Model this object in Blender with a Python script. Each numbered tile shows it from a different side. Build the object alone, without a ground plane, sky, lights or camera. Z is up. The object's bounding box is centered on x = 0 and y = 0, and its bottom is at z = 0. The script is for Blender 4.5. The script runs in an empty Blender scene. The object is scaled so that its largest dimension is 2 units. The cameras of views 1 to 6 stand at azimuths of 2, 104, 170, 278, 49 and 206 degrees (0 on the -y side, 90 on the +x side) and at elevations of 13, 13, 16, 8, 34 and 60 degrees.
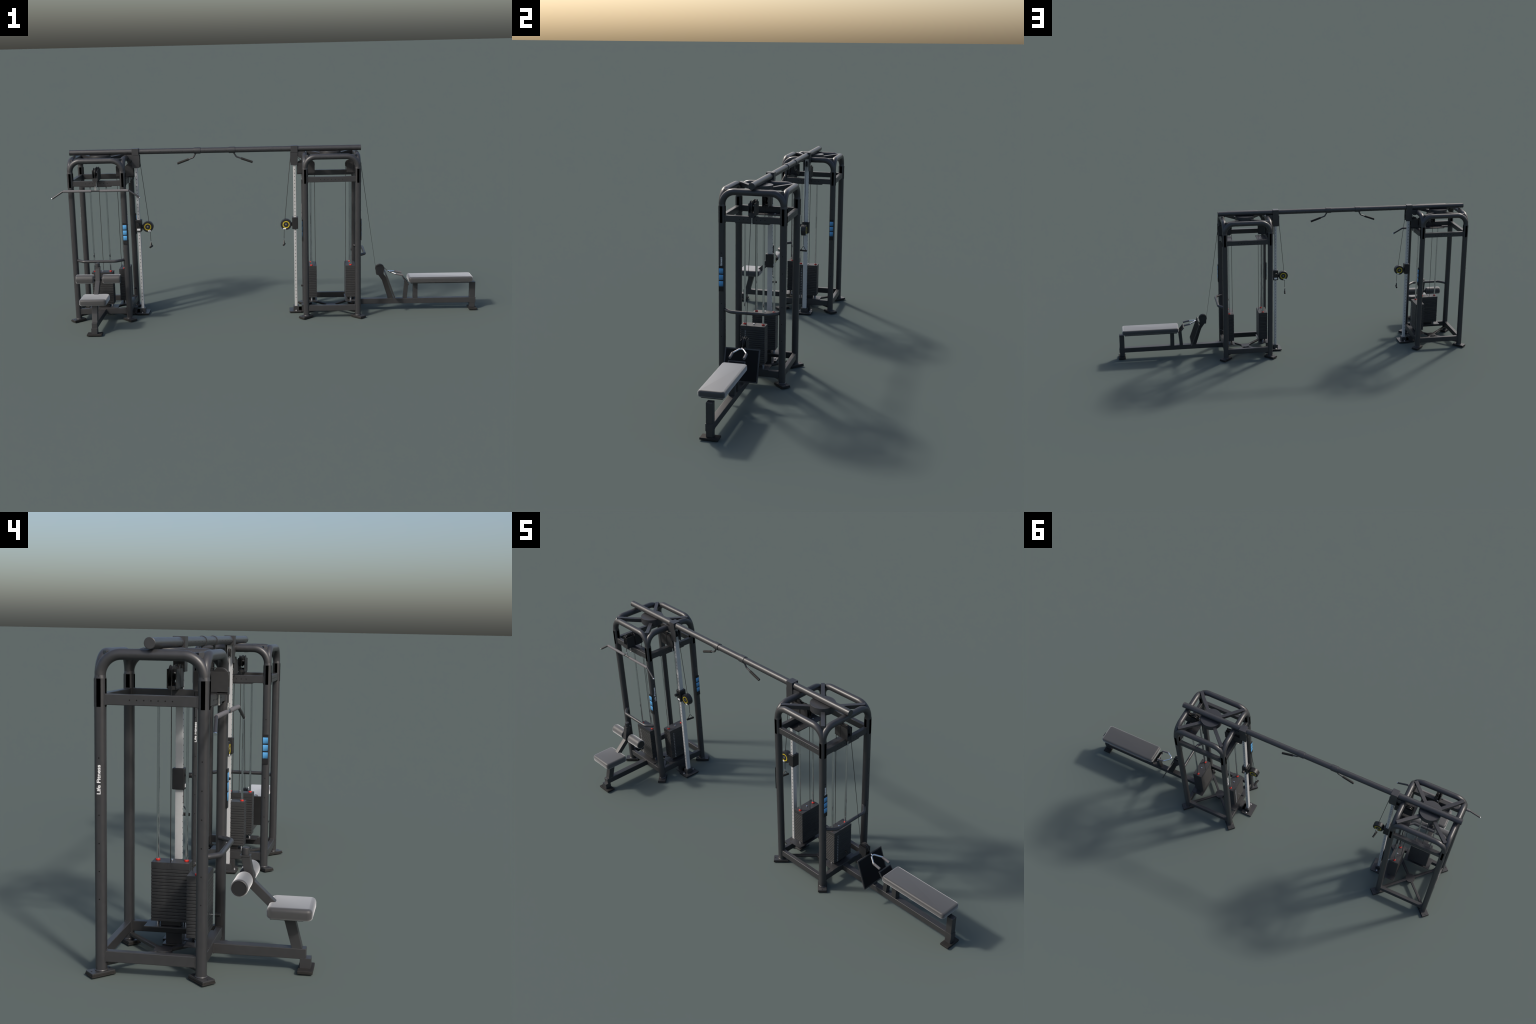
# Two-tower cable crossover gym machine: crossbar, four weight stacks,
# a lat pull-down seat and a seated-row bench.  Metres, z up.
import bpy, bmesh, math
from mathutils import Vector, Matrix

# ------------------------------------------------------------------ sizes
CY = 0.1108                      # both towers stand on this y
LEFT_X, RIGHT_X = -0.7919, 0.2966
HALF = 0.1220                    # half the post spacing
POST = 0.01335                   # half width of a post
BAR_Z, BAR_R = 0.7914, 0.0135    # crossbar
ARCH_Z, ARCH_R = 0.7646, 0.0130
LOW_BEAM = (0.0330, 0.0602)
TOP_BEAM = (0.6480, 0.6732)
BEAM_T = 0.0165
STACK_S = 0.0935                 # weight stack centre, outward from tower axis
COL_S = 0.1690                   # adjustable column, outward from tower axis


# ------------------------------------------------------------------ materials
def material(name, base, rough=0.5, metal=0.0, spec=0.5, noise=0.10, scale=90.0,
             bump=0.0, trans=0.0, sheen=0.0, sheen_rough=0.5, coat=0.0):
    m = bpy.data.materials.new(name)
    m.use_nodes = True
    nt = m.node_tree
    b = nt.nodes["Principled BSDF"]
    b.inputs["Metallic"].default_value = metal
    b.inputs["Specular IOR Level"].default_value = spec
    b.inputs["Transmission Weight"].default_value = trans
    b.inputs["Sheen Weight"].default_value = sheen
    b.inputs["Sheen Roughness"].default_value = sheen_rough
    b.inputs["Coat Weight"].default_value = coat
    b.inputs["Coat Roughness"].default_value = 0.3
    tc = nt.nodes.new("ShaderNodeTexCoord")
    nz = nt.nodes.new("ShaderNodeTexNoise")
    nz.inputs["Scale"].default_value = scale
    nz.inputs["Detail"].default_value = 4.0
    nt.links.new(tc.outputs["Object"], nz.inputs["Vector"])
    ramp = nt.nodes.new("ShaderNodeValToRGB")
    lo, hi = 1.0 - noise, 1.0 + noise
    ramp.color_ramp.elements[0].position = 0.3
    ramp.color_ramp.elements[1].position = 0.7
    ramp.color_ramp.elements[0].color = (*[min(1, c * lo) for c in base], 1)
    ramp.color_ramp.elements[1].color = (*[min(1, c * hi) for c in base], 1)
    nt.links.new(nz.outputs["Fac"], ramp.inputs["Fac"])
    nt.links.new(ramp.outputs["Color"], b.inputs["Base Color"])
    mr = nt.nodes.new("ShaderNodeMapRange")
    mr.inputs["To Min"].default_value = max(0.02, rough - 0.04)
    mr.inputs["To Max"].default_value = min(1.0, rough + 0.04)
    nt.links.new(nz.outputs["Fac"], mr.inputs["Value"])
    nt.links.new(mr.outputs["Result"], b.inputs["Roughness"])
    if bump:
        n2 = nt.nodes.new("ShaderNodeTexNoise")
        n2.inputs["Scale"].default_value = 900.0
        nt.links.new(tc.outputs["Object"], n2.inputs["Vector"])
        bp = nt.nodes.new("ShaderNodeBump")
        bp.inputs["Strength"].default_value = bump
        bp.inputs["Distance"].default_value = 0.0005
        nt.links.new(n2.outputs["Fac"], bp.inputs["Height"])
        nt.links.new(bp.outputs["Normal"], b.inputs["Normal"])
    return m


def tile_blue():
    """Glossy blue picture tile: light in the upper left, deep blue lower right."""
    m = material("tile_blue", (0.1, 0.3, 0.6), 0.35)
    nt = m.node_tree
    b = nt.nodes["Principled BSDF"]
    tc = nt.nodes.new("ShaderNodeTexCoord")
    sep = nt.nodes.new("ShaderNodeSeparateXYZ")
    nt.links.new(tc.outputs["Object"], sep.inputs["Vector"])
    mul = nt.nodes.new("ShaderNodeMath"); mul.operation = 'MULTIPLY'
    mul.inputs[1].default_value = -0.45
    nt.links.new(sep.outputs["Y"], mul.inputs[0])
    add = nt.nodes.new("ShaderNodeMath"); add.operation = 'ADD'
    nt.links.new(mul.outputs[0], add.inputs[0])
    nt.links.new(sep.outputs["Z"], add.inputs[1])
    mr = nt.nodes.new("ShaderNodeMapRange")
    mr.inputs["From Min"].default_value = -0.0125
    mr.inputs["From Max"].default_value = 0.0125
    nt.links.new(add.outputs[0], mr.inputs["Value"])
    ramp = nt.nodes.new("ShaderNodeValToRGB")
    ramp.color_ramp.elements[0].color = (0.024, 0.110, 0.220, 1)
    ramp.color_ramp.elements[1].color = (0.140, 0.480, 0.900, 1)
    nt.links.new(mr.outputs["Result"], ramp.inputs["Fac"])
    nt.links.new(ramp.outputs["Color"], b.inputs["Base Color"])
    return m


FRAME = material("charcoal_paint", (0.034, 0.034, 0.0365), 0.38, spec=0.58, noise=0.06, scale=60)
BEAM = material("charcoal_beam_paint", (0.035, 0.035, 0.0365), 0.40, spec=0.5, noise=0.06, scale=60)
DARK = material("dark_housing", (0.027, 0.027, 0.028), 0.55, spec=0.4, noise=0.08, scale=70)
IRON = material("cast_iron_plate", (0.036, 0.036, 0.037), 0.46, spec=0.4, noise=0.10, scale=120, bump=0.15)
HOLE = material("screw_hole_dark", (0.012, 0.012, 0.012), 0.8, spec=0.2, noise=0.0)
BLACK = material("slot_black", (0.0005, 0.0005, 0.0005), 0.95, spec=0.0, noise=0.0)
PLASTIC = material("black_plastic", (0.016, 0.016, 0.017), 0.45, spec=0.45, noise=0.08)
RUBBER = material("foot_rubber", (0.020, 0.019, 0.018), 0.75, spec=0.25, noise=0.15)
PANEL = material("grip_panel", (0.008, 0.008, 0.009), 0.8, spec=0.2, noise=0.15, scale=300, bump=0.3)
CHROME = material("chrome", (0.80, 0.81, 0.82), 0.05, metal=1.0, noise=0.03)
DULL = material("dull_zinc", (0.16, 0.165, 0.17), 0.45, metal=0.4, noise=0.05)
STEEL = material("bright_steel", (0.66, 0.66, 0.66), 0.32, metal=0.9, noise=0.04)
SATIN = material("satin_column", (0.52, 0.52, 0.52), 0.38, metal=0.15, spec=0.5, noise=0.03, scale=40)
VINYL = material("grey_vinyl", (0.032, 0.032, 0.033), 0.50, spec=0.5, noise=0.05, scale=140,
                 bump=0.08, sheen=1.0, sheen_rough=0.47)
FOAM = material("grey_foam", (0.135, 0.130, 0.135), 0.65, spec=0.3, noise=0.08, scale=200, bump=0.1)
GRIP = material("black_grip", (0.018, 0.017, 0.016), 0.7, spec=0.3, noise=0.15, scale=300, bump=0.3)
CABLE = material("coated_cable", (0.020, 0.020, 0.020), 0.5, spec=0.4, noise=0.05)
RED = material("red_cap", (0.62, 0.030, 0.018), 0.42, spec=0.4, noise=0.05)
YELLOW = material("yellow_ring", (0.56, 0.43, 0.018), 0.5, spec=0.35, noise=0.05)
WHITE = material("white_print", (0.78, 0.78, 0.78), 0.5, spec=0.4, noise=0.02)
MARK = material("grey_print", (0.50, 0.51, 0.52), 0.6, spec=0.3, noise=0.02)
BLUE = tile_blue()
LABEL = material("label_black", (0.010, 0.010, 0.011), 0.5, spec=0.4, noise=0.05)


# ------------------------------------------------------------------ mesh tools
class Build:
    """Collects simple solids into one bmesh."""

    def __init__(self):
        self.bm = bmesh.new()

    def _merge(self, other):
        me = bpy.data.meshes.new("tmp")
        other.to_mesh(me)
        other.free()
        self.bm.from_mesh(me)
        bpy.data.meshes.remove(me)

    def box(self, x, y, z, bevel=0.001, seg=2, mat=None):
        """Box from (x0,x1),(y0,y1),(z0,z1); mat places it."""
        b = bmesh.new()
        bmesh.ops.create_cube(b, size=1.0)
        for v in b.verts:
            v.co = Vector((x[0] + (v.co.x + .5) * (x[1] - x[0]),
                           y[0] + (v.co.y + .5) * (y[1] - y[0]),
                           z[0] + (v.co.z + .5) * (z[1] - z[0])))
        if bevel > 0:
            bmesh.ops.bevel(b, geom=list(b.edges), offset=bevel, segments=seg, profile=0.6,
                            affect='EDGES', clamp_overlap=True)
        if mat is not None:
            bmesh.ops.transform(b, matrix=mat, verts=b.verts)
        self._merge(b)
        return self

    def prism(self, outline, axis, lo, hi, bevel=0.0008, mat=None):
        """Extrude a 2D outline along an axis ('x','y','z')."""
        b = bmesh.new()

        def p(u, v, w):
            return {'x': (w, u, v), 'y': (u, w, v), 'z': (u, v, w)}[axis]
        f = b.faces.new([b.verts.new(p(u, v, lo)) for u, v in outline])
        g = bmesh.ops.extrude_face_region(b, geom=[f])
        d = Vector(p(0, 0, hi - lo))
        for v in [e for e in g["geom"] if isinstance(e, bmesh.types.BMVert)]:
            v.co += d
        bmesh.ops.recalc_face_normals(b, faces=b.faces)
        if bevel > 0:
            sharp = [e for e in b.edges if len(e.link_faces) == 2 and e.calc_face_angle(0) > 0.7]
            bmesh.ops.bevel(b, geom=sharp, offset=bevel, segments=2, profile=0.6,
                            affect='EDGES', clamp_overlap=True)
        if mat is not None:
            bmesh.ops.transform(b, matrix=mat, verts=b.verts)
        self._merge(b)
        return self

    def lathe(self, profile, origin=(0, 0, 0), axis=(0, 0, 1), n=32):
        """Revolve (radius, height) pairs round an axis through origin."""
        rot = Vector((0, 0, 1)).rotation_difference(Vector(axis)).to_matrix()
        o = Vector(origin)
        bm = self.bm
        rings = []
        for r, h in profile:
            if r < 1e-6:
                rings.append([bm.verts.new(o + rot @ Vector((0, 0, h)))])
            else:
                rings.append([bm.verts.new(o + rot @ Vector((r * math.cos(2 * math.pi * i / n),
                              r * math.sin(2 * math.pi * i / n), h))) for i in range(n)])
        for a, b in zip(rings, rings[1:]):
            for i in range(n):
                j = (i + 1) % n
                if len(a) == 1 and len(b) == 1:
                    break
                if len(a) == 1:
                    bm.faces.new((a[0], b[j], b[i]))
                elif len(b) == 1:
                    bm.faces.new((a[i], a[j], b[0]))
                else:
                    bm.faces.new((a[i], a[j], b[j], b[i]))
        return self

    def cylinder(self, a, b, r, n=24, bevel=0.0006):
        a, b = Vector(a), Vector(b)
        L = (b - a).length
        c = min(bevel, r * 0.4, L * 0.3)
        return self.lathe([(0, 0), (r - c, 0), (r - c * .3, c * .3), (r, c), (r, L - c),
                           (r - c * .3, L - c * .3), (r - c, L), (0, L)], a, (b - a).normalized(), n)

    def tube(self, points, r, n=16, fillet=0.0, steps=10, section=None, cap=True):
        """Sweep a round (or given) section along a polyline with rounded corners."""
        path = rounded(points, fillet, steps)
        bm = self.bm
        t0 = (path[1] - path[0]).normalized()
        up = Vector((0, 0, 1)) if abs(t0.z) < 0.9 else Vector((0, 1, 0))
        side = t0.cross(up).normalized()
        up = side.cross(t0).normalized()
        rings = []
        tprev = t0
        for i, p in enumerate(path):
            if i == 0:
                t = t0
            elif i == len(path) - 1:
                t = (path[i] - path[i - 1]).normalized()
            else:
                t = ((path[i] - path[i - 1]).normalized() + (path[i + 1] - path[i]).normalized()).normalized()
            q = tprev.rotation_difference(t)
            side, up = q @ side, q @ up
            tprev = t
            sc = section or [(r * math.cos(2 * math.pi * k / n), r * math.sin(2 * math.pi * k / n)) for k in range(n)]
            # stretch mitred corners so the section keeps its thickness
            k = 1.0
            if 0 < i < len(path) - 1:
                k = 1.0 / max(0.3, t.dot((path[i + 1] - path[i]).normalized()))
            bend = Vector((0, 0, 0))
            if k > 1.0001:
                bend = ((path[i + 1] - path[i]).normalized() - (path[i] - path[i - 1]).normalized()).normalized()
            ring = []
            for u, v in sc:
                off = side * u + up * v
                if k > 1.0001:
                    off += bend * off.dot(bend) * (k - 1.0)
                ring.append(bm.verts.new(p + off))
            rings.append(ring)
        m = len(rings[0])
        for a, b in zip(rings, rings[1:]):
            for i in range(m):
                j = (i + 1) % m
                bm.faces.new((a[i], a[j], b[j], b[i]))
        if cap:
            bm.faces.new(rings[0][::-1])
            bm.faces.new(rings[-1])
        return self

    def loft(self, rings):
        """Skin a list of equal-length point rings."""
        vs = [[self.bm.verts.new(p) for p in r] for r in rings]
        m = len(vs[0])
        for a, b in zip(vs, vs[1:]):
            for i in range(m):
                j = (i + 1) % m
                self.bm.faces.new((a[i], a[j], b[j], b[i]))
        return self

    def cushion(self, outline, z0, z1, r, steps=6):
        """Pad with fully rounded edges over a closed outline (counter-clockwise)."""
        bm = self.bm
        pts = [Vector((p[0], p[1])) for p in outline]
        n = len(pts)
        nor = []
        for i in range(n):
            d = (pts[(i + 1) % n] - pts[i - 1]).normalized()
            nor.append(Vector((d.y, -d.x)))
        levels = []
        rb = r * 0.75
        for k in range(steps + 1):
            a = math.pi / 2 * k / steps
            levels.append((-rb * (1 - math.sin(a)), z0 + rb * (1 - math.cos(a))))
        for k in range(steps + 1):
            a = math.pi / 2 * k / steps
            levels.append((-r * (1 - math.cos(a)), z1 - r * (1 - math.sin(a))))
        rings = []
        for off, z in levels:
            rings.append([bm.verts.new((p.x + q.x * off, p.y + q.y * off, z)) for p, q in zip(pts, nor)])
        for a, b in zip(rings, rings[1:]):
            for i in range(n):
                j = (i + 1) % n
                bm.faces.new((a[i], a[j], b[j], b[i]))
        bm.faces.new(rings[0][::-1])
        bm.faces.new(rings[-1])
        return self

    def dots(self, places, r, normal, depth=0.0006, n=10):
        """Small round plugs (screw holes) set on a face."""
        for p in places:
            nv = Vector(normal)
            self.cylinder(Vector(p) - nv * depth, Vector(p) + nv * 0.00025, r, n, 0.0001)
        return self

    def mesh(self, name, mat, angle=38.0):
        bmesh.ops.recalc_face_normals(self.bm, faces=self.bm.faces)
        me = bpy.data.meshes.new(name)
        self.bm.to_mesh(me)
        self.bm.free()
        for p in me.polygons:
            p.use_smooth = True
        me.set_sharp_from_angle(angle=math.radians(angle))
        me.materials.append(mat)
        return me


def rounded(points, radius, steps=10):
    """Polyline with its inner corners turned into arcs."""
    P = [Vector(p) for p in points]
    rad = radius if isinstance(radius, (list, tuple)) else [radius] * len(P)
    out = [P[0]]
    for i in range(1, len(P) - 1):
        a, b = (P[i - 1] - P[i]), (P[i + 1] - P[i])
        la, lb = a.length, b.length
        a.normalize(); b.normalize()
        ang = a.angle(b)
        r = rad[i]
        if r <= 0 or ang > 3.10:
            out.append(P[i]); continue
        d = min(r / math.tan(ang / 2), la * 0.495, lb * 0.495)
        r = d * math.tan(ang / 2)
        c = P[i] + (a + b).normalized() * (r / math.sin(ang / 2))
        s, e = P[i] + a * d - c, P[i] + b * d - c
        tot = s.angle(e)
        for k in range(steps + 1):
            t = k / steps
            out.append(c + (s * math.sin((1 - t) * tot) + e * math.sin(t * tot)) / math.sin(tot))
    out.append(P[-1])
    return out


def round_rect(w, h, r, n=6, cx=0.0, cy=0.0):
    """Counter-clockwise rounded rectangle, half sizes w and h."""
    out = []
    for k, (sx, sy) in enumerate(((1, 1), (-1, 1), (-1, -1), (1, -1))):
        for i in range(n + 1):
            a = math.pi / 2 * (k + i / n)
            out.append((cx + sx * (w - r) + r * math.cos(a), cy + sy * (h - r) + r * math.sin(a)))
    return out


def rect_section(w, h, r=0.0016):
    return round_rect(w, h, r, 2)


# ------------------------------------------------------------------ scene tree
COL = bpy.context.scene.collection
ROOT = bpy.data.objects.new("cable_crossover_machine", None)
COL.objects.link(ROOT)
ROOT.empty_display_size = 0.2
ROOT["label"] = "dark grey two tower cable gym machine with benches"
ROOT["category"] = "gym machine"


def put(name, mesh, parent, loc=(0, 0, 0), rot=(0, 0, 0), flat=True):
    o = bpy.data.objects.new(name, mesh)
    COL.objects.link(o)
    o.parent = parent
    o.location = loc
    o.rotation_euler = rot
    if flat:
        w = o.modifiers.new("weighted", 'WEIGHTED_NORMAL')
        w.keep_sharp = True
        w.weight = 80
    return o


def text_mesh(body, size, mat, extrude=0.0003, bold=0.0, align='LEFT'):
    c = bpy.data.curves.new("lettering", 'FONT')
    c.body = body
    c.size = size
    c.extrude = extrude
    c.offset = bold
    c.align_x = align
    c.align_y = 'CENTER'
    c.resolution_u = 4
    o = bpy.data.objects.new("lettering_tmp", c)
    COL.objects.link(o)
    dg = bpy.context.evaluated_depsgraph_get()
    me = bpy.data.meshes.new_from_object(o.evaluated_get(dg))
    bpy.data.objects.remove(o)
    bpy.data.curves.remove(c)
    me.materials.clear()
    me.materials.append(mat)
    return me


# ------------------------------------------------------------------ towers
def make_tower_mesh():
    b = Build()
    sec = round_rect(POST, POST, 0.0105, 6)
    for sx in (-1, 1):
        for sy in (-1, 1):
            b.tube([(sx * HALF, sy * HALF, 0.011), (sx * HALF, sy * HALF, 0.709)], 0, section=sec)
            # post section melts into the round arch tubes
            rings = []
            for k in range(5):
                f, z = k / 4, 0.7085 + 0.0022 * k
                rings.append([(sx * HALF + u * (1 - f) + f * ARCH_R * 0.985 * u / math.hypot(u, v),
                               sy * HALF + v * (1 - f) + f * ARCH_R * 0.985 * v / math.hypot(u, v), z) for u, v in sec])
            b.loft(rings)
            # weld collar at the floor plate
            b.lathe([(0.0146, 0.0095), (0.0158, 0.0115), (0.0152, 0.0130), (0.0138, 0.0140)],
                    (sx * HALF, sy * HALF, 0))
    for s in (-1, 1):
        b.tube([(s * HALF, -HALF, 0.640), (s * HALF, -HALF, ARCH_Z), (s * HALF, HALF, ARCH_Z),
                (s * HALF, HALF, 0.640)], ARCH_R, n=24, fillet=0.050, steps=14)
        b.tube([(-HALF, s * HALF, 0.640), (-HALF, s * HALF, ARCH_Z), (HALF, s * HALF, ARCH_Z),
                (HALF, s * HALF, 0.640)], ARCH_R, n=24, fillet=0.050, steps=14)
    return b.mesh("tower", FRAME, 50)


def make_beam_mesh(z0, z1, holes):
    """Cross beam along local y, at x = 0."""
    L = HALF - POST + 0.001
    t = BEAM_T / 2
    b = Build()
    b.box((-t, t), (-L, L), (z0, z1), 0.0018, 3)
    for s in (-1, 1):
        y0, y1 = sorted((s * (L - 0.0022), s * (L + 0.0010)))
        b.box((-t - .0009, t + .0009), (y0, y1), (z0 - .0009, z1 + .0009), 0.0008)
    return b.mesh("cross_beam", BEAM)


TOWER_M = make_tower_mesh()
LOW_BEAM_M = make_beam_mesh(*LOW_BEAM, True)
TOP_BEAM_M = make_beam_mesh(*TOP_BEAM, True)
zb = 0.6605
BEAM_HOLES_M = Build().dots([(BEAM_T / 2, (k - 3) * 0.0168, zb) for k in range(7)], 0.0018, (1, 0, 0)).mesh("screw_hole", HOLE)
POST_HOLES_M = Build().dots([(POST, 0, 0.1880 + 0.0674 * k) for k in range(6)], 0.0018, (1, 0, 0)).mesh("screw_hole", HOLE)
HUB_M = Build().lathe([(0, 0.7495), (0.0492, 0.7495), (0.0500, 0.7505), (0.0500, 0.7778), (0.0492, 0.7790), (0, 0.7790)], n=48).mesh("hub", FRAME)
SPOKE_M = Build().box((0.045, 0.1605), (-0.0078, 0.0078), (-0.0165, 0.0), 0.0008, mat=Matrix.Translation((0.1605, 0, 0.7724)) @ Matrix.Rotation(-0.062, 4, "Y") @ Matrix.Translation((-0.1605, 0, 0))).mesh("spoke", FRAME)
LOW_HUB_M = Build().lathe([(0, 0.016), (0.0228, 0.016), (0.0236, 0.017), (0.0236, 0.0288), (0.0228, 0.0296), (0, 0.0296)], n=40).mesh("floor_hub", BEAM)
LOW_SPOKE_M = Build().box((0.020, 0.163), (-0.0062, 0.0062), (0.0195, 0.0285), 0.0022, 3).mesh("floor_spoke", BEAM)
_f = Build().box((-0.0305, 0.0305), (-0.0172, 0.0172), (0.0066, 0.0102), 0.0009)
FOOT_M = _f.mesh("foot_plate", BEAM)
PAD_M = (Build().box((-0.0320, 0.0320), (-0.0188, 0.0188), (0.0000, 0.0034), 0.0012)
         .box((-0.0312, 0.0312), (-0.0180, 0.0180), (0.0030, 0.0067), 0.0012).mesh("rubber_foot", RUBBER))
FOOT_HOLE_M = Build().dots([(-0.024, 0, 0.0102), (0.024, 0, 0.0102)], 0.0022, (0, 0, 1)).mesh("bolt_hole", HOLE)
b = Build()
for k in range(4):
    b.box((POST - 0.002, POST + 0.0004), (-0.0049, 0.0049), (0.6435, 0.7083), 0, mat=Matrix.Rotation(math.pi / 2 * k, 4, 'Z'))
SLOT_M = b.mesh("post_slot", BLACK)
LETTER_M = text_mesh("Life Fitness", 0.0123, WHITE, 0.0002, 0.00030, 'CENTER')
_w = max(v.co.x for v in LETTER_M.vertices) - min(v.co.x for v in LETTER_M.vertices)
for v in LETTER_M.vertices:
    v.co.x *= 0.0690 / _w
LABEL_M = Build().box((0, 0.0024), (-0.0099, 0.0099), (0.3720, 0.4745), 0.0008).mesh("picture_label", LABEL)
TILE_M = Build().box((-0.0002, 0.0005), (-0.0086, 0.0086), (-0.0105, 0.0105), 0.0002, 1).mesh("blue_tile", BLUE)


def tower(cx):
    t = put("tower", TOWER_M, ROOT, (cx, CY, 0), flat=False)
    for k in range(4):
        a = k * math.pi / 2
        d = (math.cos(a), math.sin(a))
        put("cross_beam", LOW_BEAM_M, t, (d[0] * HALF, d[1] * HALF, 0), (0, 0, a))
        put("cross_beam", TOP_BEAM_M, t, (d[0] * HALF, d[1] * HALF, 0), (0, 0, a))
        put("screw_hole", BEAM_HOLES_M, t, (d[0] * HALF, d[1] * HALF, 0), (0, 0, a))["kind"] = "stuff"
        q = a + math.pi / 4
        put("spoke", SPOKE_M, t, rot=(0, 0, q))
        put("floor_spoke", LOW_SPOKE_M, t, rot=(0, 0, q))
        c = (math.sqrt(2) * HALF * math.cos(q), math.sqrt(2) * HALF * math.sin(q), 0)
        f = (c[0] + 0.0025 * math.cos(q), c[1] + 0.0025 * math.sin(q), 0)
        put("foot_plate", FOOT_M, t, f, (0, 0, q))
        put("rubber_foot", PAD_M, t, f, (0, 0, q))
        put("bolt_hole", FOOT_HOLE_M, t, f, (0, 0, q))["kind"] = "stuff"
        put("post_slot", SLOT_M, t, c)
        s = 0 if c[0] > 0 else math.pi
        put("screw_hole", POST_HOLES_M, t, c, (0, 0, s))["kind"] = "stuff"
    put("hub", HUB_M, t)
    put("floor_hub", LOW_HUB_M, t)
    # lettering reads upwards on the +x and -x sides
    for a in (0.0, math.pi):
        m = Matrix.Rotation(a, 4, 'Z') @ Matrix.Translation((HALF + POST + 0.0004, -HALF, 0.4741)) \
            @ Matrix.Rotation(math.pi / 2, 4, 'Z') @ Matrix.Rotation(math.pi / 2, 4, 'X') @ Matrix.Rotation(math.pi / 2, 4, 'Z')
        o = put("lettering", LETTER_M, t)
        o.matrix_local = m
    return t


TL, TR = tower(LEFT_X), tower(RIGHT_X)


def picture_label(t, a, side):
    """Black label with three blue tiles on the post at the given side of a face."""
    m = Matrix.Rotation(a, 4, 'Z') @ Matrix.Translation((HALF + POST, side * HALF, 0))
    o = put("picture_label", LABEL_M, t)
    o.matrix_local = m
    for k in range(3):
        p = put("blue_tile", TILE_M, t)
        p.matrix_local = m @ Matrix.Translation((0.0026, 0, 0.4537 - 0.0255 * k))


picture_label(TL, -math.pi / 2, 1)
picture_label(TL, 0.0, 1)
picture_label(TR, math.pi, 1)
picture_label(TR, 0.0, -1)

# ------------------------------------------------------------------ crossbar
XL, XR = LEFT_X - 0.1447, RIGHT_X + 0.1447
b = Build().lathe([(0, 0), (BAR_R - .001, 0), (BAR_R, .0008), (BAR_R, .0035), (BAR_R - .0004, .004),
                   (BAR_R - .0004, XR - XL - .004), (BAR_R, XR - XL - .0035), (BAR_R, XR - XL - .0008),
                   (BAR_R - .001, XR - XL), (0, XR - XL)], (XL, CY, BAR_Z), (1, 0, 0), 40)
CROSSBAR = put("crossbar", b.mesh("crossbar", FRAME), ROOT)
spots = [-0.6575 + 0.0517 * k for k in range(17)]
h = Build()
for s in (-1, 1):
    h.dots([(x, CY + s * (BAR_R - .0004), BAR_Z) for x in spots], 0.0013, (0, s, 0))
put("screw_hole", h.mesh("screw_hole", HOLE), CROSSBAR)["kind"] = "stuff"
MID = (LEFT_X + RIGHT_X) / 2
sleeve = Build().lathe([(BAR_R - .001, -0.0150), (BAR_R + .0013, -0.0150), (BAR_R + .0018, -0.0143), (BAR_R + .0018, 0.0143),
                        (BAR_R + .0013, 0.0150), (BAR_R - .001, 0.0150)], axis=(1, 0, 0), n=40)
sleeve.tube([(-0.006, 0, -0.009), (-0.0195, 0, -0.0325), (-0.0950, 0, -0.0590)], 0.0038, n=16, fillet=0.012)
PULL_M = sleeve.mesh("pull_up_handle", FRAME)
d = Vector((-0.0755, 0, -0.0265)).normalized()
e = Vector((-0.0960, 0, -0.0597))
PGRIP_M = Build().cylinder(e - d * 0.0575, e, 0.0055, 20, 0.0010).mesh("grip", GRIP)
PEND_M = Build().cylinder(e - d * 0.0025, e + d * 0.0008, 0.0057, 20).mesh("grip_end", PLASTIC)
for s, a in ((-1, 0.0), (1, math.pi)):
    x = MID + s * 0.0820
    put("pull_up_handle", PULL_M, CROSSBAR, (x, CY, BAR_Z), (0, 0, a))
    put("grip", PGRIP_M, CROSSBAR, (x, CY, BAR_Z), (0, 0, a))
    put("grip_end", PEND_M, CROSSBAR, (x, CY, BAR_Z), (0, 0, a))

# ------------------------------------------------------------------ weight stacks
# station frame: local x = outward (s), local y = sideways (t), z up
PLATES = 16
Z_TOP, Z_HEAD, Z_LOW = 0.2335, 0.2157, 0.0778
PITCH = (Z_HEAD - Z_LOW) / PLATES
S0, S1, TW = STACK_S - 0.0245, STACK_S + 0.0233, 0.0496
HEAD_M = Build().box((S0, S1), (-TW, TW), (Z_HEAD + .0002, Z_TOP), 0.0009).mesh("weight_stack", IRON)
PLATE_M = Build().box((S0, S1), (-TW, TW), (0.0005, PITCH - 0.0005), 0.0010, 3).mesh("weight_plate", IRON)
core = Build().box((S0 + .0035, S1 - .0035), (-TW + .0035, TW - .0035), (Z_LOW + .001, Z_HEAD + .002), 0)
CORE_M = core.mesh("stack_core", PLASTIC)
ROD_M = Build().cylinder((0, 0, 0.058), (0, 0, 0.6500), 0.0038, 20, 0.0003).mesh("guide_rod", CHROME)
CAP_M = Build().lathe([(0.0036, 0.2335), (0.0056, 0.2335), (0.0060, 0.2345), (0.0060, 0.2368), (0.0054, 0.2380), (0.0036, 0.2382)], n=24).mesh("rod_cap", RED)
COLLAR_M = (Build().lathe([(0, 0.0632), (0.0052, 0.0632), (0.0052, 0.0690), (0.0058, 0.0694), (0.0058, 0.0725), (0.0048, 0.0735), (0.0045, 0.0775), (0, 0.0775)], n=20)
            .mesh("rod_collar", CHROME))
BOLT_M = Build().cylinder((STACK_S, 0, Z_TOP - .001), (STACK_S, 0, Z_TOP + .0042), 0.0030, 12).mesh("stack_bolt", CHROME)
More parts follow.
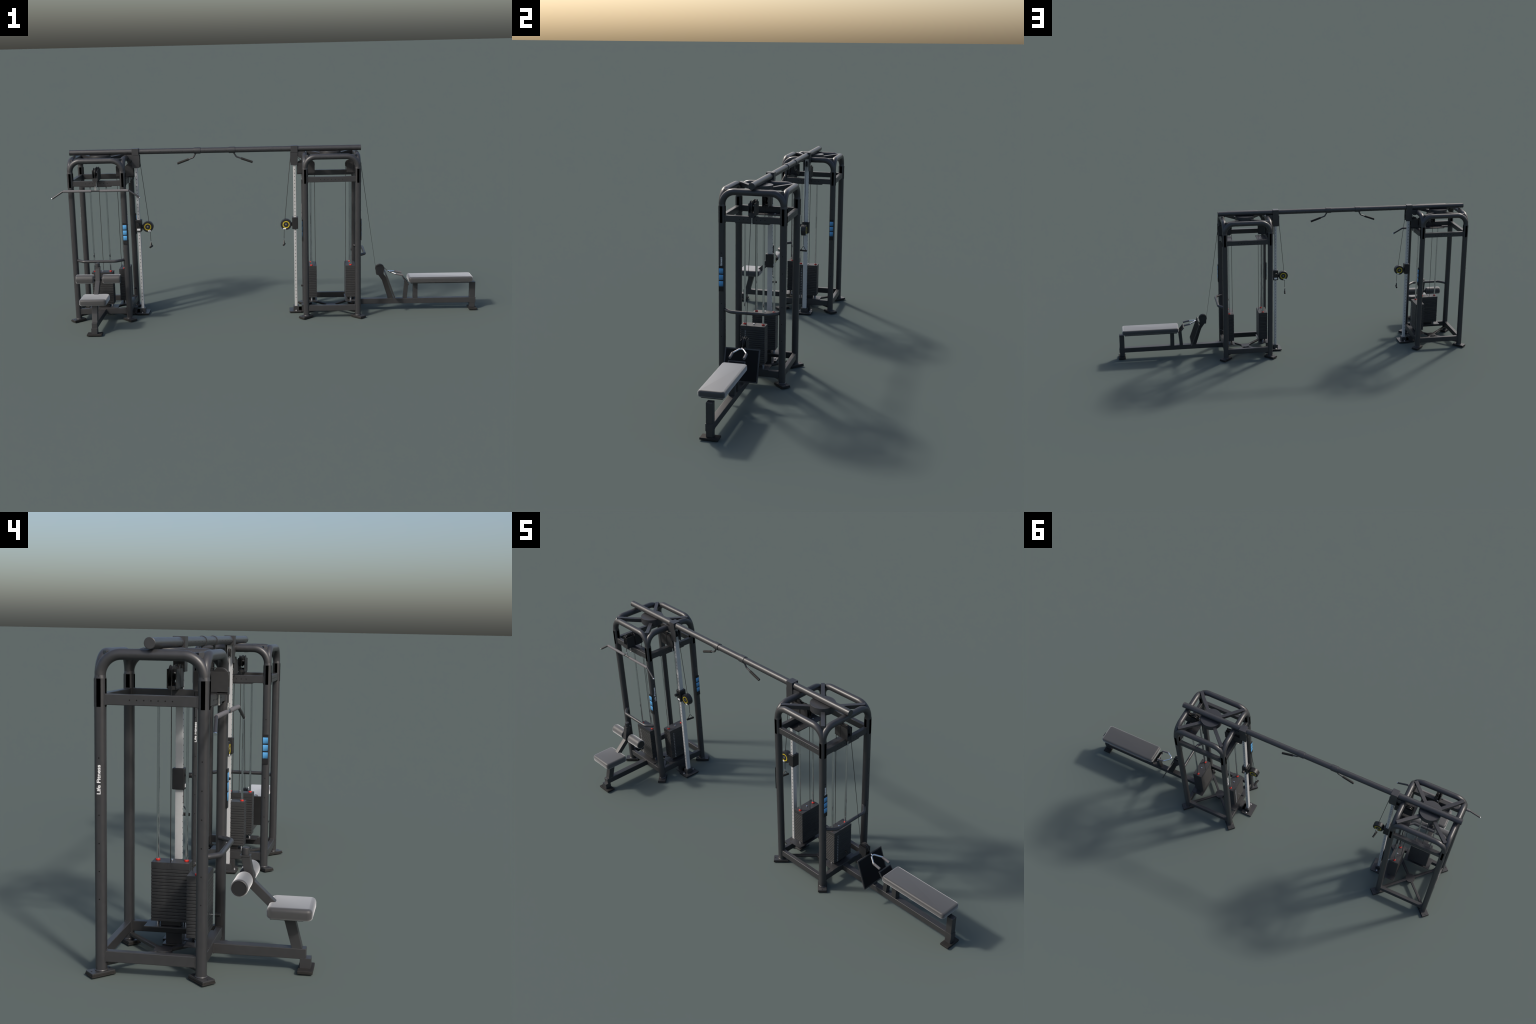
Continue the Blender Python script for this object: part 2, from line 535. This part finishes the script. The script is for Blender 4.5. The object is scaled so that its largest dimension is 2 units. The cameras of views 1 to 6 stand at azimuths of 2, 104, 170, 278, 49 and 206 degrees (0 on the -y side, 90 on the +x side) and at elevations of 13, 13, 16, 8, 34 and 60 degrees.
BASE_M = Build().box((0.0672, 0.1302), (-0.0680, 0.0680), (0.0603, 0.0633), 0.0006).mesh("base_plate", BEAM)
TOPP_M = (Build().prism([(0.0672, -0.0680), (0.1290, -0.0680), (0.1290, 0.0680), (0.0672, 0.0680)], 'z', 0.6440, 0.6478, 0.0006)
          .mesh("rod_plate", BEAM))
BUMPER_M = Build().box((STACK_S - 0.0150, STACK_S + 0.0150), (-0.0270, 0.0270), (0.0632, 0.0780), 0.003, 3).mesh("bumper", PLASTIC)
PIN_M = Build().cylinder((S1 - .004, 0, 0.1262), (S1 + 0.0200, 0, 0.1262), 0.0011, 10).mesh("selector_pin", CHROME)
KNOB_M = Build().cylinder((S1 + 0.0150, 0, 0.1262), (S1 + 0.0275, 0, 0.1262), 0.0048, 18, 0.0008).mesh("pin_knob", PLASTIC)
marks = bmesh.new()
for k in range(PLATES):
    tm = text_mesh(str(5 * (k + 2)), 0.0060, MARK, 0.0004, 0.0, 'CENTER')
    tm.transform(Matrix.Translation((S1 + 0.0002, -0.0292, Z_HEAD - PITCH * (k + 0.5)))
                 @ Matrix.Rotation(math.pi / 2, 4, 'Z') @ Matrix.Rotation(math.pi / 2, 4, 'X'))
    marks.from_mesh(tm)
    bpy.data.meshes.remove(tm)
MARK_M = bpy.data.meshes.new("weight_number")
marks.to_mesh(MARK_M); marks.free()
MARK_M.materials.append(MARK)

# pulley block on the top beam
PZ, PR = 0.7148, 0.0205


def pulley_profile(r, w, grooves=2):
    """Radius-height profile of a grooved wheel, axis along its height."""
    out = [(0, -w), (r - .0035, -w), (r - .0030, -w)]
    step = 2 * w / grooves
    for g in range(grooves):
        h0 = -w + g * step
        out += [(r, h0 + .0004), (r, h0 + step * .14), (r - .0040, h0 + step * .40), (r - .0040, h0 + step * .60), (r, h0 + step * .86)]
    out += [(r, w - .0004), (r - .0030, w), (0, w)]
    return out




def pulley_block_parts(out0, out1, in0, in1, c_out, c_in):
    """Side plates and axles of a two-wheel block; outer and inner spans along s."""
    b = Build()
    for s0, s1 in ((out0, out1), (in0, in1)):
        for t in (-1, 1):
            y0, y1 = sorted((t * 0.0104, t * 0.0126))
            b.prism(round_rect((s1 - s0) / 2, 0.0243, 0.0012, 3, (s0 + s1) / 2, 0.7012), 'y', y0, y1, 0.0004)
    b.box((in0 + .003, out1 - .001), (-0.0106, 0.0106), (0.6735, 0.6830), 0.0008)
    b.box((max(0.1305, out1 - 0.027), out1 + .0004), (-0.0106, 0.0106), (0.6708, 0.6888), 0.0008)
    ax = Build()
    for s in (c_in, c_out):
        ax.cylinder((s, -0.0103, PZ), (s, 0.0103, PZ), 0.0026, 12)
    return b.mesh("pulley_block", DARK), ax.mesh("axle_bolt", STEEL), c_out, c_in


BLOCK_WIDE = pulley_block_parts(0.1162, 0.1572, 0.0735, 0.1125, 0.1370, 0.0930)
BLOCK_ROW = pulley_block_parts(0.1084, 0.1425, 0.0765, 0.1070, 0.1258, 0.0908)
PULLEY_M = Build().lathe(pulley_profile(PR, 0.0058, 1), axis=(0, 1, 0), n=36).mesh("pulley", PLASTIC)
STUD_M = (Build().cylinder((0.1335, 0, 0.6440), (0.1335, 0, 0.6720), 0.0019, 12)
          .lathe([(0, 0.6455), (0.0036, 0.6455), (0.0036, 0.6480), (0, 0.6480)], (0.1335, 0, 0), n=12).mesh("stud_bolt", STEEL))


def station(t_x, a, block=BLOCK_WIDE):
    at = ((t_x, CY, 0), (0, 0, a))
    st = put("weight_stack", HEAD_M, ROOT, *at)
    for k in range(PLATES):
        put("weight_plate", PLATE_M, st, (0, 0, Z_LOW + PITCH * k))
    put("stack_core", CORE_M, st)
    for s in (-1, 1):
        put("guide_rod", ROD_M, st, (STACK_S, s * 0.0376, 0))
        put("rod_cap", CAP_M, st, (STACK_S, s * 0.0376, 0))
        put("rod_collar", COLLAR_M, st, (STACK_S, s * 0.0376, 0))
    for n, m in (("stack_bolt", BOLT_M), ("base_plate", BASE_M), ("rod_plate", TOPP_M), ("bumper", BUMPER_M),
                 ("selector_pin", PIN_M), ("pin_knob", KNOB_M)):
        put(n, m, st)
    put("weight_number", MARK_M, st)["kind"] = "stuff"
    bm_, ax_, c_out, c_in = block
    pb = put("pulley_block", bm_, ROOT, *at)
    put("pulley", PULLEY_M, pb, (c_in, 0.0030, PZ))
    put("pulley", PULLEY_M, pb, (c_out, -0.0025, PZ))
    put("axle_bolt", ax_, pb)
    put("stud_bolt", STUD_M, pb)
    return at


AT_LAT = station(LEFT_X, -math.pi / 2)
AT_LC = station(LEFT_X, 0.0)
AT_RC = station(RIGHT_X, math.pi)
AT_ROW = station(RIGHT_X, 0.0, BLOCK_ROW)

CR = 0.00115


def arc(cs, cz, r, a0, a1, n=10):
    return [(cs + r * math.cos(math.radians(a0 + (a1 - a0) * k / n)), 0, cz + r * math.sin(math.radians(a0 + (a1 - a0) * k / n))) for k in range(n + 1)]


rg = PR - 0.0015


def rise(c_in):
    """Cable from the stack up and over the inner pulley."""
    return [(c_in - rg, 0, Z_TOP)] + arc(c_in, PZ, rg, 180, 90)


UP = rise(0.0930)

# ------------------------------------------------------------------ adjustable columns
COL_M = Build().box((COL_S - .0064, COL_S + .0064), (-.0098, .0098), (0.020, 0.7770), 0.0012, 3).mesh("adjustable_column", SATIN)
h = Build()
for s in (-1, 1):
    h.dots([(COL_S, s * 0.0098, 0.0682 + 0.01690 * k) for k in range(38)], 0.0019, (0, s, 0))
COLH_M = h.mesh("column_hole", BLACK)
CFOOT_M = (Build().box((0.1450, 0.2010), (-0.0365, 0.0365), (0.0034, 0.0062), 0.0010)
           .box((0.1090, 0.1440), (-0.0290, 0.0290), (0.0020, 0.0046), 0.0008)
           .box((0.1180, 0.1420), (-0.0215, 0.0215), (0.0040, 0.0330), 0.0010)
           .box((COL_S - .0133, COL_S + .0133), (-.0168, .0168), (0.0060, 0.0262), 0.0012).mesh("column_foot", BEAM))
CPAD_M = (Build().box((0.1445, 0.2015), (-0.0370, 0.0370), (0.0, 0.0035), 0.0010)
          .box((0.1095, 0.1440), (-0.0285, 0.0285), (0.0, 0.0022), 0.0008).mesh("rubber_foot", RUBBER))
CTONG_M = Build().box((0.1415, 0.1600), (-0.0140, 0.0140), (0.0061, 0.0165), 0.0006).mesh("locking_tongue", BLACK)
b = Build()
for s in (-1, 1):
    b.lathe([(0.0042, 0.0062), (0.0042, 0.0074), (0.0028, 0.0078), (0.0028, 0.0106), (0.0018, 0.0114), (0, 0.0114)], (COL_S, s * 0.0268, 0), n=12)
CBOLT_M = b.mesh("anchor_bolt", STEEL)
CARR_M = Build().box((COL_S - .0142, COL_S + .0142), (-.0166, .0166), (0.4085, 0.4650), 0.0028, 4).mesh("carriage", PLASTIC)
CKNOB_M = (Build().lathe([(0.0038, 0.0), (0.0038, 0.006), (0.0066, 0.0066), (0.0070, 0.0080), (0.0070, 0.0165), (0.0060, 0.0178), (0, 0.0178)],
                         (COL_S, -0.0166, 0.4460), (0, -1, 0), 24).mesh("lock_knob", PLASTIC))
CPLATE_M = Build().box((COL_S - .0078, COL_S + .0078), (-.0172, -.0160), (0.4140, 0.4232), 0.0004).mesh("height_label", WHITE)
WS, WZ, WR = 0.2122, 0.4302, 0.0262
WHEEL_M = (Build().lathe([(0, -.0118), (WR - .0022, -.0118), (WR - .0006, -.0112), (WR, -.0096), (WR, .0096), (WR - .0006, .0112), (WR - .0022, .0118), (0, .0118)],
                         (WS, 0, WZ), (0, 1, 0), 48).box((0.1830, 0.2000), (-.0058, .0058), (0.4220, 0.4390), 0.0008).mesh("swivel_pulley", PLASTIC))
b = Build()
for s in (-1, 1):
    b.lathe([(0.0128, 0.0), (0.0128, 0.00045), (0.0166, 0.00045), (0.0166, 0.0)], (WS, s * 0.0117, WZ), (0, s, 0), 40)
RING_M = b.mesh("yellow_ring", YELLOW)
b = Build()
for s in (-1, 1):
    b.lathe([(0.0046, 0.0), (0.0046, 0.0010), (0.0036, 0.0016), (0, 0.0016)], (WS, s * 0.0118, WZ), (0, s, 0), 20)
WBOLT_M = b.mesh("swivel_bolt", DULL)
b = Build()
for s in (-1, 1):
    y0, y1 = sorted((s * 0.0112, s * 0.0122))
    b.box((WS + .0005, WS + .0140), (y0, y1), (WZ - .0225, WZ - .0165), 0.0003)
WPLATE_M = b.mesh("pulley_label", WHITE)
CLAMP_M = Build().box((0.1530, 0.1852), (-.0168, .0168), (0.7748, 0.8065), 0.0010).mesh("clamp", FRAME)
b = Build()
for t in (-1, 1):
    y0, y1 = sorted((t * 0.0118, t * 0.0152))
    b.prism([(0.1530, 0.7155), (0.1862, 0.7155), (0.1882, 0.7320), (0.1882, 0.7750), (0.1530, 0.7750)], 'y', y0, y1, 0.0006)
b.box((0.1535, 0.1570), (-.0130, .0130), (0.7350, 0.7750), 0.0005)
b.prism([(0.1180, 0.7785), (0.1540, 0.7785), (0.1540, 0.7560), (0.1440, 0.7480), (0.1300, 0.7480), (0.1180, 0.7560)], 'y', -0.0125, 0.0125, 0.0008)
BRACK_M = b.mesh("bracket", FRAME)
BPUL_M = Build().lathe(pulley_profile(0.0150, 0.0042, 1), (0.1730, 0, 0.7490), (0, 1, 0), 32).mesh("pulley", PLASTIC)
HS, HZ = 0.2230, 0.3310
b = Build()
for t in (-1, 1):
    b.tube([(HS, t * 0.0004, 0.3535), (HS + t * 0.0021, t * 0.0125, HZ + 0.003), (HS + t * 0.0021, t * 0.0125, HZ)], 0, fillet=0.003, section=rect_section(0.0022, 0.0009, 0.0004))
STRAP_M = b.mesh("handle_strap", PLASTIC)
HGRIP_M = Build().cylinder((HS - .0030, -.0176, HZ), (HS + .0030, .0176, HZ), 0.0045, 18, 0.0010).mesh("hand_grip", GRIP)
CLIP_M = Build().cylinder((HS, 0, 0.3515), (HS, 0, 0.3590), 0.0019, 10).mesh("clip", CHROME)
rb2 = 0.0148
CROSS_CABLE = UP + [(0.1370, 0, PZ + rg)] + [(0.1600, 0, 0.7570)] + arc(0.1730, 0.7490, rb2, 125, 0) + [(WS + .0050, 0, WZ + .024)]
CROSS_M = Build().tube(CROSS_CABLE, CR, n=8).tube([(HS - .0012, 0, WZ - .022), (HS, 0, 0.3570)], CR, n=8).mesh("cable", CABLE)

for at in (AT_LC, AT_RC):
    c = put("adjustable_column", COL_M, ROOT, *at)
    put("column_hole", COLH_M, c)["kind"] = "stuff"
    for n, m, fl in (("column_foot", CFOOT_M, True), ("rubber_foot", CPAD_M, True), ("locking_tongue", CTONG_M, True), ("anchor_bolt", CBOLT_M, True),
                     ("carriage", CARR_M, True), ("lock_knob", CKNOB_M, True), ("height_label", CPLATE_M, True), ("swivel_pulley", WHEEL_M, True),
                     ("yellow_ring", RING_M, True), ("swivel_bolt", WBOLT_M, True), ("pulley_label", WPLATE_M, True), ("clamp", CLAMP_M, True),
                     ("bracket", BRACK_M, True), ("pulley", BPUL_M, True), ("handle_strap", STRAP_M, True), ("hand_grip", HGRIP_M, True), ("clip", CLIP_M, True)):
        put(n, m, c, flat=fl)
    put("cable", CROSS_M, ROOT, *at)

# ------------------------------------------------------------------ grab bars (lat and row stations)
GRAB_M = (Build().tube([(0.1200, -0.1120, 0.297), (0.1330, -0.1040, 0.297), (0.1570, -0.0780, 0.297), (0.1570, 0.0780, 0.297), (0.1330, 0.1040, 0.297), (0.1200, 0.1120, 0.297)],
                       0.0068, n=20, fillet=0.026, steps=8).mesh("grab_bar", FRAME))
put("grab_bar", GRAB_M, ROOT, *AT_LAT)
put("grab_bar", GRAB_M, ROOT, *AT_ROW)

# ------------------------------------------------------------------ lat pull-down station (local x outward = world -y)
EB = (0.0312, 0.0570)                     # extension beam height
b = Build()
b.box((HALF + 0.008, 0.3600), (-0.0128, 0.0128), EB, 0.0016, 3)
b.box((HALF + BEAM_T / 2 - .0005, HALF + BEAM_T / 2 + .0020), (-0.0138, 0.0138), (EB[0] - .001, EB[1] + .001), 0.0008)
b.box((0.3455, 0.3728), (-0.0138, 0.0138), (0.0080, 0.0335), 0.0010)
b.prism([(0.3252, 0.055), (0.3508, 0.055), (0.3285, 0.1410), (0.3010, 0.1410)], 'y', -0.0122, 0.0122, 0.0012)
b.box((0.2740, 0.3550), (-0.0480, 0.0480), (0.1370, 0.1414), 0.0010)
SEATF = put("seat_frame", b.mesh("seat_frame", BEAM), ROOT, (LEFT_X - 0.0012, CY, 0), AT_LAT[1])
put("rubber_foot", Build().box((0.3410, 0.3792), (-0.0345, 0.0345), (0.0, 0.0085), 0.0020, 3).mesh("rubber_foot", RUBBER), SEATF)
# cushion outline; the roller post rises through its tower-side edge
o = []
w, s_in, s_out = 0.0622, 0.2655, 0.3772
corners = [((s_out, w), .014), ((s_in, w), .016), ((s_in, -w), .016), ((s_out, -w), .014)]
n = len(corners)
for i, (p, r) in enumerate(corners):
    a, c = corners[i - 1][0], corners[(i + 1) % n][0]
    pts = rounded([(*a, 0), (*p, 0), (*c, 0)], [0, r, 0], 5)[1:-1]
    o += [(q.x, q.y) for q in pts]
put("seat_cushion", Build().cushion(o, 0.1408, 0.1702, 0.0105).mesh("seat_cushion", VINYL, 60), SEATF, flat=False)
RP = [(0.2960, 0, 0.1430), (0.2205, 0, 0.2140), (0.2060, 0, 0.2790)]
put("roller_post", Build().tube(RP, 0, fillet=0.012, steps=5, section=rect_section(0.0105, 0.0107)).box((0.1925, 0.2180), (-.0120, .0120), (0.2788, 0.2826), 0.0006)
    .cylinder((0.2050, 0, 0.2820), (0.2050, 0, 0.3010), 0.0098, 28, 0.0022).mesh("roller_post", BEAM), SEATF)
RS, RZ, RR = 0.2068, 0.2250, 0.0213
put("roller_axle", Build().cylinder((RS, -.0950, RZ), (RS, .0950, RZ), 0.0050, 16).lathe(
    [(0, -.0215), (0.0125, -.0215), (0.0125, -.0165), (0.008, -.0165), (0.008, .0165), (0.0125, .0165), (0.0125, .0215), (0, .0215)], (RS, 0, RZ), (0, 1, 0), 20).mesh("roller_axle", BEAM), SEATF)
ROLL_M = (Build().lathe([(0.006, .0212), (0.0165, .0212), (0.0195, .0222), (0.0210, .0245), (RR, .0280), (RR, .0970), (0.0209, .1005), (0.0196, .1026), (0.0182, .1036)],
                        axis=(0, 1, 0), n=40).mesh("roller_pad", VINYL, 60))
RCAP_M = Build().lathe([(0.0184, .1030), (0.0178, .1042), (0.0170, .1042), (0.0166, .1034), (0, .1034)], axis=(0, 1, 0), n=40).mesh("roller_cap", PLASTIC)
for a in (0, math.pi):
    put("roller_pad", ROLL_M, SEATF, (RS, 0, RZ), (0, 0, a))
    put("roller_cap", RCAP_M, SEATF, (RS, 0, RZ), (0, 0, a))

# lat bar
LS, LZ = 0.1562, 0.6305
b = Build()
b.tube([(LS, -0.0220, LZ), (LS, 0.0220, LZ)], 0.0042, n=16)
for s in (-1, 1):
    b.tube([(LS, s * 0.1480, LZ), (LS, s * 0.1525, LZ), (LS + 0.0075, s * 0.2030, LZ - 0.0320)], 0.0043, n=16, fillet=0.006)
LATBAR = put("lat_bar", b.mesh("lat_bar", FRAME), ROOT, *AT_LAT)
for s in (-1, 1):
    y0, y1 = sorted((s * 0.0200, s * 0.1515))
    put("bar_grip", Build().cylinder((LS, y0, LZ), (LS, y1, LZ), 0.0060, 20, 0.0012).mesh("bar_grip", FOAM), LATBAR)
    dd = Vector((0.0075, s * 0.0505, -0.0320)).normalized()
    e = Vector((LS + 0.0075, s * 0.2030, LZ - 0.0320))
    put("bar_end", Build().cylinder(e - dd * 0.001, e + dd * 0.0022, 0.0046, 16).mesh("bar_end", CHROME), LATBAR)
put("bar_link", Build().box((LS - .0022, LS + .0022), (-.0050, .0050), (LZ + .003, LZ + .0120), 0.0008)
    .cylinder((LS, 0, LZ + .011), (LS, 0, LZ + .0190), 0.0030, 14).lathe([(0, .0185), (.0045, .0185), (.0045, .0205), (0, .0205)], (LS, 0, LZ), n=14).mesh("bar_link", STEEL), LATBAR)
LAT_CABLE = UP + arc(0.1370, PZ, rg, 90, 0) + [(LS, 0, LZ + .018)]
put("cable", Build().tube(LAT_CABLE, CR, n=8).mesh("cable", CABLE), ROOT, *AT_LAT)

# ------------------------------------------------------------------ seated row bench (local x outward = world +x)
def S(x):
    return x - RIGHT_X


b = Build()
b.box((HALF + 0.008, S(0.9940)), (-0.0125, 0.0125), EB, 0.0016, 3)
b.box((HALF + BEAM_T / 2 - .0005, HALF + BEAM_T / 2 + .0020), (-0.0135, 0.0135), (EB[0] - .001, EB[1] + .001), 0.0008)
b.box((S(0.9660), S(0.9925)), (-0.0122, 0.0122), (0.0075, 0.1340), 0.0022, 3)
b.box((S(0.9640), S(0.9948)), (-0.0135, 0.0135), (EB[0] - .0004, EB[1] + .0008), 0.0012)
b.box((S(0.6938), S(0.7155)), (-0.0118, 0.0118), (0.055, 0.1380), 0.0012)
b.prism([(S(0.6458), .055), (S(0.6640), .055), (S(0.6712), .1330), (S(0.6528), .1400)], 'y', -0.0108, 0.0108, 0.0010)
b.box((S(0.6790), S(0.9620)), (-0.0390, 0.0390), (0.1364, 0.1430), 0.0012)
BENCH = put("row_bench", b.mesh("row_bench", BEAM), ROOT, *AT_ROW)
put("rubber_foot", Build().box((S(0.9620), S(1.0000)), (-0.0335, 0.0335), (0.0, 0.0080), 0.0018, 3).mesh("rubber_foot", RUBBER), BENCH)
put("bench_cushion", Build().cushion(round_rect(0.1535, 0.0488, 0.012, 6, S(0.8215), 0), 0.1428, 0.1686, 0.0095).mesh("bench_cushion", VINYL, 60), BENCH, flat=False)
# pulley post
b = Build()
b.prism([(S(0.5735), .055), (S(0.6005), .055), (S(0.5640), .1600), (S(0.5490), .1800), (S(0.5240), .1760), (S(0.5432), .1490)], 'y', -0.0118, 0.0118, 0.0010)
for t in (-1, 1):
    y0, y1 = sorted((t * 0.0108, t * 0.0128))
    b.prism([(S(0.5165), .1755), (S(0.5500), .1755), (S(0.5520), .1930), (S(0.5520), .2165), (S(0.5148), .2165), (S(0.5148), .1880)], 'y', y0, y1, 0.0005)
put("pulley_post", b.mesh("pulley_post", DARK), BENCH)
put("pulley", Build().lathe(pulley_profile(0.0216, 0.0085), (S(0.5332), 0, 0.2050), (0, 1, 0), 36).mesh("row_pulley", PLASTIC), BENCH)
put("axle_bolt", Build().cylinder((S(0.5332), -.0107, .2050), (S(0.5332), .0107, .2050), 0.0026, 12).mesh("axle_bolt", STEEL), BENCH)


def tread(name, x0, z0, x1, z1, half, rim, thick):
    """Framed plate leaning from (x0,z0) at the foot to (x1,z1) at the top, facing outward."""
    L = math.hypot(x1 - x0, z1 - z0)
    ang = math.atan2(x1 - x0, z1 - z0)
    fr = Build().box((-thick, 0), (-half, half), (0, L), 0.0006)
    for y0, y1, q0, q1 in ((-half, half, 0, rim), (-half, half, L - rim, L), (-half, -half + rim, rim * .9, L - rim * .9), (half - rim, half, rim * .9, L - rim * .9)):
        fr.box((-.0004, 0.0016), (y0, y1), (q0, q1), 0.0006)
    put(name, fr.mesh(name, BEAM), BENCH, (S(x0), 0, z0), (0, ang, 0))
    put("grip_panel", Build().box((-.0002, 0.0007), (-half + rim, half - rim), (rim, L - rim), 0.0).mesh("grip_panel", PANEL), BENCH, (S(x0), 0, z0), (0, ang, 0))


tread("foot_rest", 0.6025, 0.0690, 0.5590, 0.1895, 0.0690, 0.0050, 0.0035)
tread("shin_rest", 0.6705, 0.1290, 0.6420, 0.1660, 0.0333, 0.0038, 0.0035)
# row handle
ap = (S(0.5752), 0, 0.1912)
b = Build()
b.tube([(S(0.6140), -0.0274, 0.1822), (S(0.6065), -0.0272, 0.1837), (S(0.5785), -0.0080, 0.1908), ap,
        (S(0.5785), 0.0080, 0.1908), (S(0.6065), 0.0272, 0.1837), (S(0.6140), 0.0274, 0.1822)], 0.0034, n=16, fillet=0.010)
b.cylinder((S(0.5690), 0, 0.1935), (S(0.5770), 0, 0.1910), 0.0024, 12)
HANDLE = put("row_handle", b.mesh("row_handle", CHROME), ROOT, *AT_ROW)
for s in (-1, 1):
    put("hand_grip", Build().cylinder((S(0.6065), s * 0.0271, 0.1836), (S(0.6415), s * 0.0274, 0.1767), 0.0052, 18, 0.0010).mesh("row_grip", FOAM), HANDLE)
rr = 0.0201
ROW_CABLE = rise(0.0908) + arc(0.1258, PZ, rg, 90, 0) + [(S(0.5332) - rr * math.cos(.12), 0, .2050 + rr * math.sin(.12))] \
    + arc(S(0.5332), .2050, rr, 165, 15) + [(S(0.5700), 0, .1933)]
put("cable", Build().tube(ROW_CABLE, CR, n=8).mesh("cable", CABLE), ROOT, *AT_ROW)
